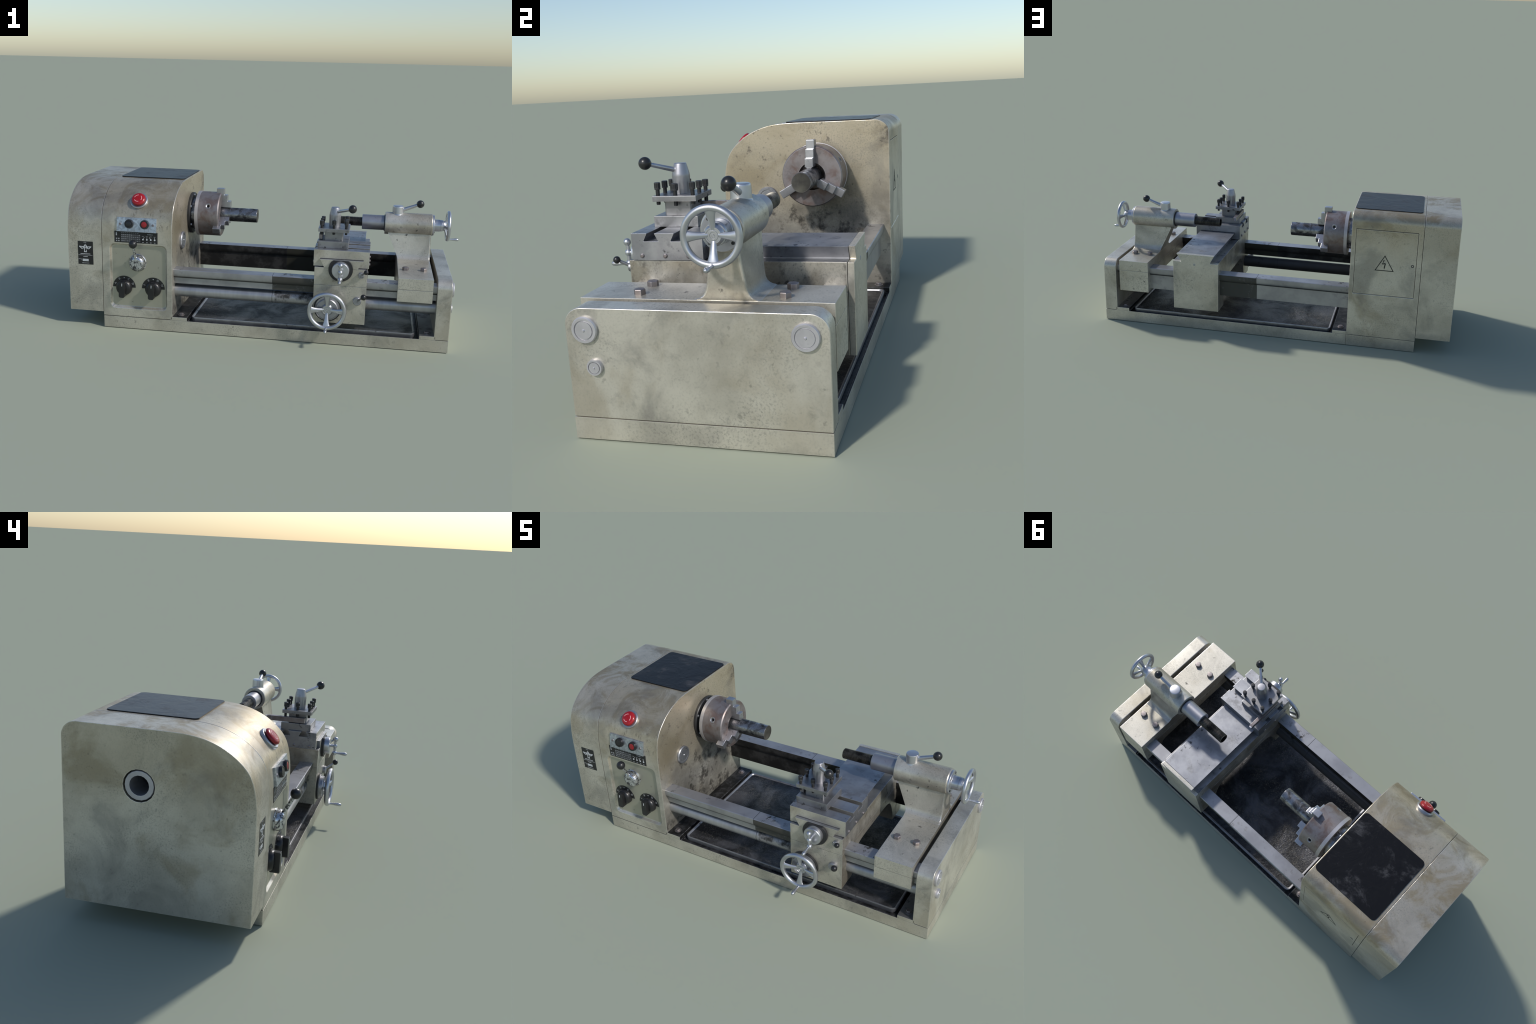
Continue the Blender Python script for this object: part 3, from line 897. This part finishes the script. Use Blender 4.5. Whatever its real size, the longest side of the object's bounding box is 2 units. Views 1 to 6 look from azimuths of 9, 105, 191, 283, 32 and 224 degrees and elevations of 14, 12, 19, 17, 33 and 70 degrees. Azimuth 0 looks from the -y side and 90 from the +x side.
dt = Build().prism(dove, "y", -0.2885, 0.3915, STEEL, 0.0012).make("dovetail_slide", carriage)
by_normal(dt, 1, -1, PAINT_CAST)
back_out = [(CX0, 0.113), (CX0, 0.395), (0.3225, 0.395), (0.3225, 0.399), (0.300, 0.4395), (0.516, 0.4395), (0.4905, 0.399), (0.4905, 0.395), (CX1, 0.395), (CX1, 0.113)]
bp = Build().prism(back_out, "y", 0.3925, 0.4125, PAINT_BASE, 0.002).make("carriage_back_plate", carriage)
Build().turn([(0, 0), (0, 0.0075), (0.0012, 0.0065), (0.0012, 0)], (0.413, 0.4122, 0.3815), (0, 1, 0), STEEL, 16).make("back_plate_screw", carriage)

cs = solid("cross_slide", prism_bm([(-0.2740, 0.3985), (-0.2740, 0.482), (-0.0425, 0.482), (-0.0425, 0.3985)], "x", 0.270, 0.542), STEEL)
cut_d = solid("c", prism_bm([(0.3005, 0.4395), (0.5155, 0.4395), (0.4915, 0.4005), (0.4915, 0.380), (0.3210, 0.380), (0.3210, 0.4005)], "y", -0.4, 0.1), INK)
cuts = [cut_d]
for yc in (-0.2095, -0.1205):
    cuts.append(solid("c", prism_bm([(yc - 0.0125, 0.49), (yc - 0.0125, 0.480), (yc - 0.0245, 0.457), (yc + 0.0245, 0.457), (yc + 0.0125, 0.480), (yc + 0.0125, 0.49)], "x", 0.2, 0.6), STEEL_DARK))
carve(cs, cuts)
settle(cs, cuts, carriage, 0.0013, 2)
by_normal(cs, 1, -1, PAINT_CAST)
cs_bolt = Build().turn([(-0.002, 0), (-0.002, 0.0072), (0.003, 0.0068), (0.005, 0.0045), (0.0052, 0)], (0, 0, 0), (1, 0, 0), BOLT, 14).make("gib_screw")
repeat(cs_bolt, "gib_screw", [(0.542, y, 0.4125) for y in (-0.241, -0.165, -0.089)] + [(0.270, y, 0.4125, (0, 0, PI)) for y in (-0.241, -0.165, -0.089)], carriage)

# top slide and four-way tool post
ts = Build().box(0.2835, 0.435, -0.2395, -0.0915, 0.4826, 0.5170, STEEL_DARK, 0.0016).make("top_slide", carriage)
post = Build().prism(rounded(0.3145, 0.4055, -0.2125, -0.1215, 0.006, 3), "z", 0.5165, 0.564, STEEL_DARK, 0.0015)
post.box(0.284, 0.4360, -0.2400, -0.0935, 0.5635, 0.5810, STEEL_DARK, 0.0016)
post.make("tool_post", carriage)
PC = (0.360, -0.1668)
Build().turn([(0.580, 0), (0.580, 0.0282), (0.636, 0.0288), (0.645, 0.0278), (0.674, 0.0206), (0.677, 0.0192), (0.677, 0)], (PC[0], PC[1], 0), (0, 0, 1), STEEL_QUILL, 32, 0.001, 1).make("clamp_cone", carriage)
Build().bar((0.372, -0.180, 0.6565), (0.445, -0.247, 0.685), 0.0082, 0.0070, BRIGHT).make("clamp_handle", carriage)
Build().ball((0.4475, -0.2490, 0.6862), 0.0205, BLACK).make("clamp_handle_ball", carriage)
tb = Build().turn([(-0.033, 0), (-0.033, 0.0052), (-0.031, 0.0065), (0.018, 0.0065)], (0, 0, 0), (0, 0, 1), BLACK_STEEL, 14)
tb.turn([(0.016, 0), (0.016, 0.0096), (0.0195, 0.0102), (0.0205, 0.0086)], (0, 0, 0), (0, 0, 1), BLACK_STEEL, 14)
tb.turn([(0.0195, 0.004), (0.0205, 0.0103), (0.037, 0.0103), (0.0385, 0.0090), (0.0385, 0)], (0, 0, 0), (0, 0, 1), BLACK_STEEL, 8, 0.0006, 1, PI / 8, 50)
tb = tb.make("tool_post_bolt")
places = []
for i in (-1, 0, 1):
    for j in (-1, 0, 1):
        if i or j:
            places.append((PC[0] + i * 0.0605, PC[1] + j * 0.0588, 0.5805 + (0.004 if (i, j) in ((1, 1), (1, -1)) else random.uniform(-0.003, 0.002)), (0, 0, random.uniform(-0.5, 0.5))))
repeat(tb, "tool_post_bolt", places, carriage)
# cutting tool clamped on the headstock side
tl = Build()
tl.box(0.2865, 0.3035, -0.2080, -0.040, 0.5205, 0.5450, BOLT, 0.001)
tl.prism([(-0.0402, 0.5205), (-0.0402, 0.5450), (-0.0250, 0.5445), (-0.0120, 0.5410), (-0.0190, 0.5205)], "x", 0.2870, 0.3030, BOLT, 0.001)
b = prism_bm([(-0.0180, 0.5225), (-0.0180, 0.5420), (-0.0085, 0.5425), (-0.0155, 0.5215)], "x", 0.2862, 0.2985)
tl.take(b, BRIGHT, 0.001)
tl.make("cutting_tool", carriage)

# cross-feed crank
Build().prism([(0.406 + 0.060 * math.cos(a), min(0.4365, 0.392 + 0.060 * math.sin(a))) for a in [2 * PI * i / 24 + 0.13 for i in range(24)]], "y", -0.3015, -0.286, BLACK_MATT, 0.0015).make("crank_flange", carriage)
Build().turn([(-0.002, 0), (-0.002, 0.0430), (0.020, 0.0430), (0.025, 0.0405), (0.026, 0.036), (0.026, 0)], (0.406, -0.301, 0.392), (0, -1, 0), BRIGHT, 32, 0.0008, 1).make("crank_dial", carriage)
ck = Build()
ck.bar((0.406, -0.320, 0.3925), (0.407, -0.352, 0.3930), 0.0075, 0.0075, BRIGHT)
ck.ball((0.407, -0.352, 0.3925), 0.0122, BRIGHT)
ck.ball((0.406, -0.354, 0.4275), 0.0125, BRIGHT)
ck.ball((0.407, -0.351, 0.3565), 0.0130, BRIGHT)
ck.bar((0.406, -0.354, 0.4275), (0.407, -0.351, 0.3565), 0.0058, 0.0072, BRIGHT)
ck.turn([(0.008, 0), (0.008, 0.0055), (0.018, 0.0052), (0.034, 0.0068), (0.048, 0.0088), (0.058, 0.0082), (0.063, 0.0050), (0.0645, 0)], (0.407, -0.351, 0.3565), (0.01, -1, -0.02), BRIGHT, 16)
ck.make("cross_feed_crank", carriage, 60)


def handwheel(R, tube, hub_r, k):
    """dished four-spoke wheel that faces +x; rim centre at the origin"""
    w = Build()
    b = bmesh.new()
    N, T = 48, 12
    vs = [[b.verts.new(((tube * math.sin(t)) * 1.05, (R + tube * math.cos(t)) * math.cos(a), (R + tube * math.cos(t)) * math.sin(a)))
           for t in [2 * PI * j / T for j in range(T)]] for a in [2 * PI * i / N for i in range(N)]]
    for i in range(N):
        for j in range(T):
            b.faces.new((vs[i][j], vs[(i + 1) % N][j], vs[(i + 1) % N][(j + 1) % T], vs[i][(j + 1) % T]))
    w.take(b, BRIGHT)
    for s in range(4):
        b = bmesh.new()
        a = PI / 2 * s
        secs = []
        for t in [i / 8 for i in range(9)]:
            rad = hub_r * 0.60 + (R - hub_r * 0.60) * t
            wid = (0.0078 + 0.0034 * t + 0.0085 * t ** 3.0) * k
            thk = (0.0058 + 0.0002 * t) * k
            x = -0.019 * k * (1 - t) ** 1.3
            secs.append([b.verts.new(Matrix.Rotation(a, 3, "X") @ Vector((x + thk * math.sin(u), wid * math.cos(u), rad))) for u in [2 * PI * i / 12 for i in range(12)]])
        for A, B in zip(secs, secs[1:]):
            for i in range(12):
                b.faces.new((A[i], A[(i + 1) % 12], B[(i + 1) % 12], B[i]))
        b.faces.new(secs[0][::-1])
        b.faces.new(secs[-1])
        w.take(b, BRIGHT)
    h = hub_r
    w.turn([(-0.040 * k, 0), (-0.040 * k, h * 1.02), (-0.032 * k, h * 1.14), (-0.021 * k, h * 1.16), (-0.0185 * k, h * 1.06), (-0.015 * k, h), (-0.0125 * k, h * 0.93), (-0.0125 * k, h * 0.80), (-0.0140 * k, h * 0.76), (-0.0140 * k, h * 0.60),
            (-0.0122 * k, h * 0.56), (-0.0122 * k, h * 0.40), (-0.0140 * k, h * 0.36), (-0.0140 * k, h * 0.20), (-0.0118 * k, h * 0.14), (-0.0118 * k, 0)], (0, 0, 0), (1, 0, 0), BRIGHT, 28)
    # turned grip on the rim
    w.turn([(0.0, 0), (0.0, 0.0062 * k), (0.010 * k, 0.0050 * k), (0.022 * k, 0.0052 * k), (0.040 * k, 0.0078 * k), (0.052 * k, 0.0074 * k), (0.058 * k, 0.0045 * k), (0.060 * k, 0)], (0.004 * k, 0, -R), (1, 0, 0), BRIGHT, 16)
    return w.make("handwheel", None, 50, False)


Build().turn([(-0.001, 0), (-0.001, 0.0685), (0.008, 0.0685), (0.010, 0.066), (0.010, 0)], (0.350, -0.2880, 0.190), (0, -1, 0), BLACK_MATT, 28).make("handwheel_flange", carriage)
Build().turn([(0, 0), (0, 0.062), (0.004, 0.062), (0.005, 0.054), (0.018, 0.053), (0.021, 0.050), (0.022, 0.03), (0.024, 0)], (0.350, -0.2975, 0.190), (0, -1, 0), STEEL_QUILL, 32).make("handwheel_dial", carriage)
hw = handwheel(0.0865, 0.0105, 0.0255, 1.10)
hw.parent = carriage
hw.location = (0.350, -0.3460, 0.190)
hw.rotation_euler = (0, 0, -PI / 2)

# two small feed levers
for c, r, ball, br in (((0.507, -0.288, 0.3685), 0.0152, (0.5305, -0.334, 0.396), 0.0118), ((0.494, -0.288, 0.2355), 0.0210, (0.5245, -0.345, 0.2735), 0.0145)):
    lv = Build().turn([(-0.001, 0), (-0.001, r), (0.013, r), (0.016, r * 0.86), (0.016, 0)], c, (0, -1, 0), STEEL, 22)
    lv.bar((c[0] + 0.003, c[1] - 0.010, c[2] + 0.004), ball, 0.0058, 0.0048, STEEL)
    lv.make("feed_lever", carriage)
    Build().ball(ball, br, BLACK, 16, 10).make("feed_lever_ball", carriage)

# ---- tailstock
TX0, TX1 = 0.686, 0.856
tail = Build().box(TX0, TX1, -0.2885, 0.4125, 0.3090, 0.3670, PAINT_TAIL, 0.002).make("tailstock_base", lathe)
clamp = [(-0.2885, 0.247), (-0.2885, 0.3085), (0.4125, 0.3085), (0.4125, 0.1870), (0.304, 0.1870), (0.300, 0.215), (0.285, 0.236), (0.262, 0.2455), (0.235, 0.2470)]
Build().prism(clamp, "x", TX0, TX1, PAINT_TAIL, 0.0015, 2, 40).make("tailstock_clamp", tail)
tbolt = Build().hexhead((0, 0, 0), 0.0168, 0.0165, BOLT).make("clamp_bolt")
repeat(tbolt, "clamp_bolt", [(0.724, -0.131, 0.3668, (0, 0, 0.1)), (0.8135, -0.131, 0.3668, (0, 0, 0.6)), (0.724, 0.275, 0.3668, (0, 0, 0.9)), (0.8135, 0.275, 0.3668, (0, 0, 0.3))], tail)

# column: waisted, flaring into the base
secs = [(0.3655, 0.094, 0.6862), (0.3685, 0.088, 0.6862), (0.3700, 0.0800, 0.6862), (0.3735, 0.0720, 0.6858), (0.380, 0.0645, 0.6848), (0.390, 0.0590, 0.6815), (0.402, 0.0555, 0.6762),
        (0.425, 0.0515, 0.6655), (0.454, 0.0470, 0.6525), (0.490, 0.0415, 0.6360), (0.512, 0.0385, 0.6265), (0.535, 0.036, 0.6165)]
b = bmesh.new()
rows = []
for z, h, x0 in secs:
    c = 0.007
    x1 = 0.8535
    o = [(x0, AY - h), (x1 - c, AY - h), (x1 - 0.3 * c, AY - h + 0.3 * c), (x1, AY - h + c), (x1, AY + h - c), (x1 - 0.3 * c, AY + h - 0.3 * c), (x1 - c, AY + h), (x0, AY + h)]
    rows.append([b.verts.new((x, y, z)) for x, y in o])
for A, B in zip(rows, rows[1:]):
    for i in range(len(A)):
        j = (i + 1) % len(A)
        b.faces.new((A[i], A[j], B[j], B[i]))
b.faces.new(rows[0][::-1])
b.faces.new(rows[-1])
Build().take(b, PAINT_TAIL).make("tailstock_column", tail, 40)
Build().turn([(0.610, 0.030), (0.610, 0.0570), (0.6125, 0.0592), (0.853, 0.0592), (0.8575, 0.0565), (0.8575, 0.030)], (0, AY, AZ), (1, 0, 0), PAINT_TAIL, 48, 0.0008, 1).make("tailstock_barrel", tail, 30)
Build().turn([(0.490, 0.022), (0.490, 0.0375), (0.4925, 0.0398), (0.615, 0.0398)], (0, AY, AZ), (1, 0, 0), STEEL_QUILL, 40).make("quill", tail, 30)
Build().turn([(0.6065, 0.039), (0.6065, 0.0445), (0.6115, 0.0445)], (0, AY, AZ), (1, 0, 0), BLACK_STEEL, 40).make("quill_seal", tail)
prof = [(0.355, 0), (0.355, 0.0165), (0.342, 0.0185), (0.3405, 0.0225)]
x = 0.342
while x < 0.4945:
    prof += [(x + 0.0012, 0.0252), (x + 0.0026, 0.0252), (x + 0.0038, 0.0225), (x + 0.0050, 0.0225)]
    x += 0.0052
prof.append((0.4955, 0.0))
Build().turn(prof, (0, AY, AZ), (1, 0, 0), THREAD, 32).make("threaded_screw", tail, 25, False)
fl = Build().turn([(0.8570, 0.02), (0.8570, 0.0545), (0.8650, 0.0545), (0.8670, 0.0525), (0.8670, 0.02)], (0, AY, AZ), (1, 0, 0), BRIGHT, 40, 0.0006, 1)
fl.turn([(0.866, 0.0), (0.866, 0.034), (0.869, 0.0318), (0.898, 0.0312), (0.899, 0.0295), (0.901, 0.0295), (0.902, 0.0305), (0.912, 0.029), (0.912, 0)], (0, AY, AZ), (1, 0, 0), BRIGHT, 32)
fl.make("screw_flange", tail, 30)
for i in range(4):
    a = math.radians(45 + 90 * i)
    Build().turn([(0, 0), (0, 0.0052), (0.003, 0.0045), (0.003, 0)], (0.8668, AY + 0.0435 * math.cos(a), AZ + 0.0435 * math.sin(a)), (1, 0, 0), BLACK_STEEL, 12).make("flange_screw", tail)
hw2 = handwheel(0.0715, 0.0092, 0.0225, 0.95)
hw2.parent = tail
hw2.location = (0.9390, AY, AZ)
Build().turn([(0.596, 0), (0.596, 0.0350), (0.603, 0.0320), (0.607, 0.0300), (0.640, 0.0292), (0.6455, 0.0272), (0.6475, 0.0235), (0.6475, 0)], (0.675, AY, 0), (0, 0, 1), BRIGHT, 32).make("clamp_cap", tail, 40)
Build().bar((0.690, 0.130, 0.622), (0.786, 0.132, 0.6585), 0.0105, 0.0080, BRIGHT).make("clamp_lever", tail)
Build().ball((0.7885, 0.132, 0.6600), 0.0205, BLACK).make("clamp_lever_ball", tail)
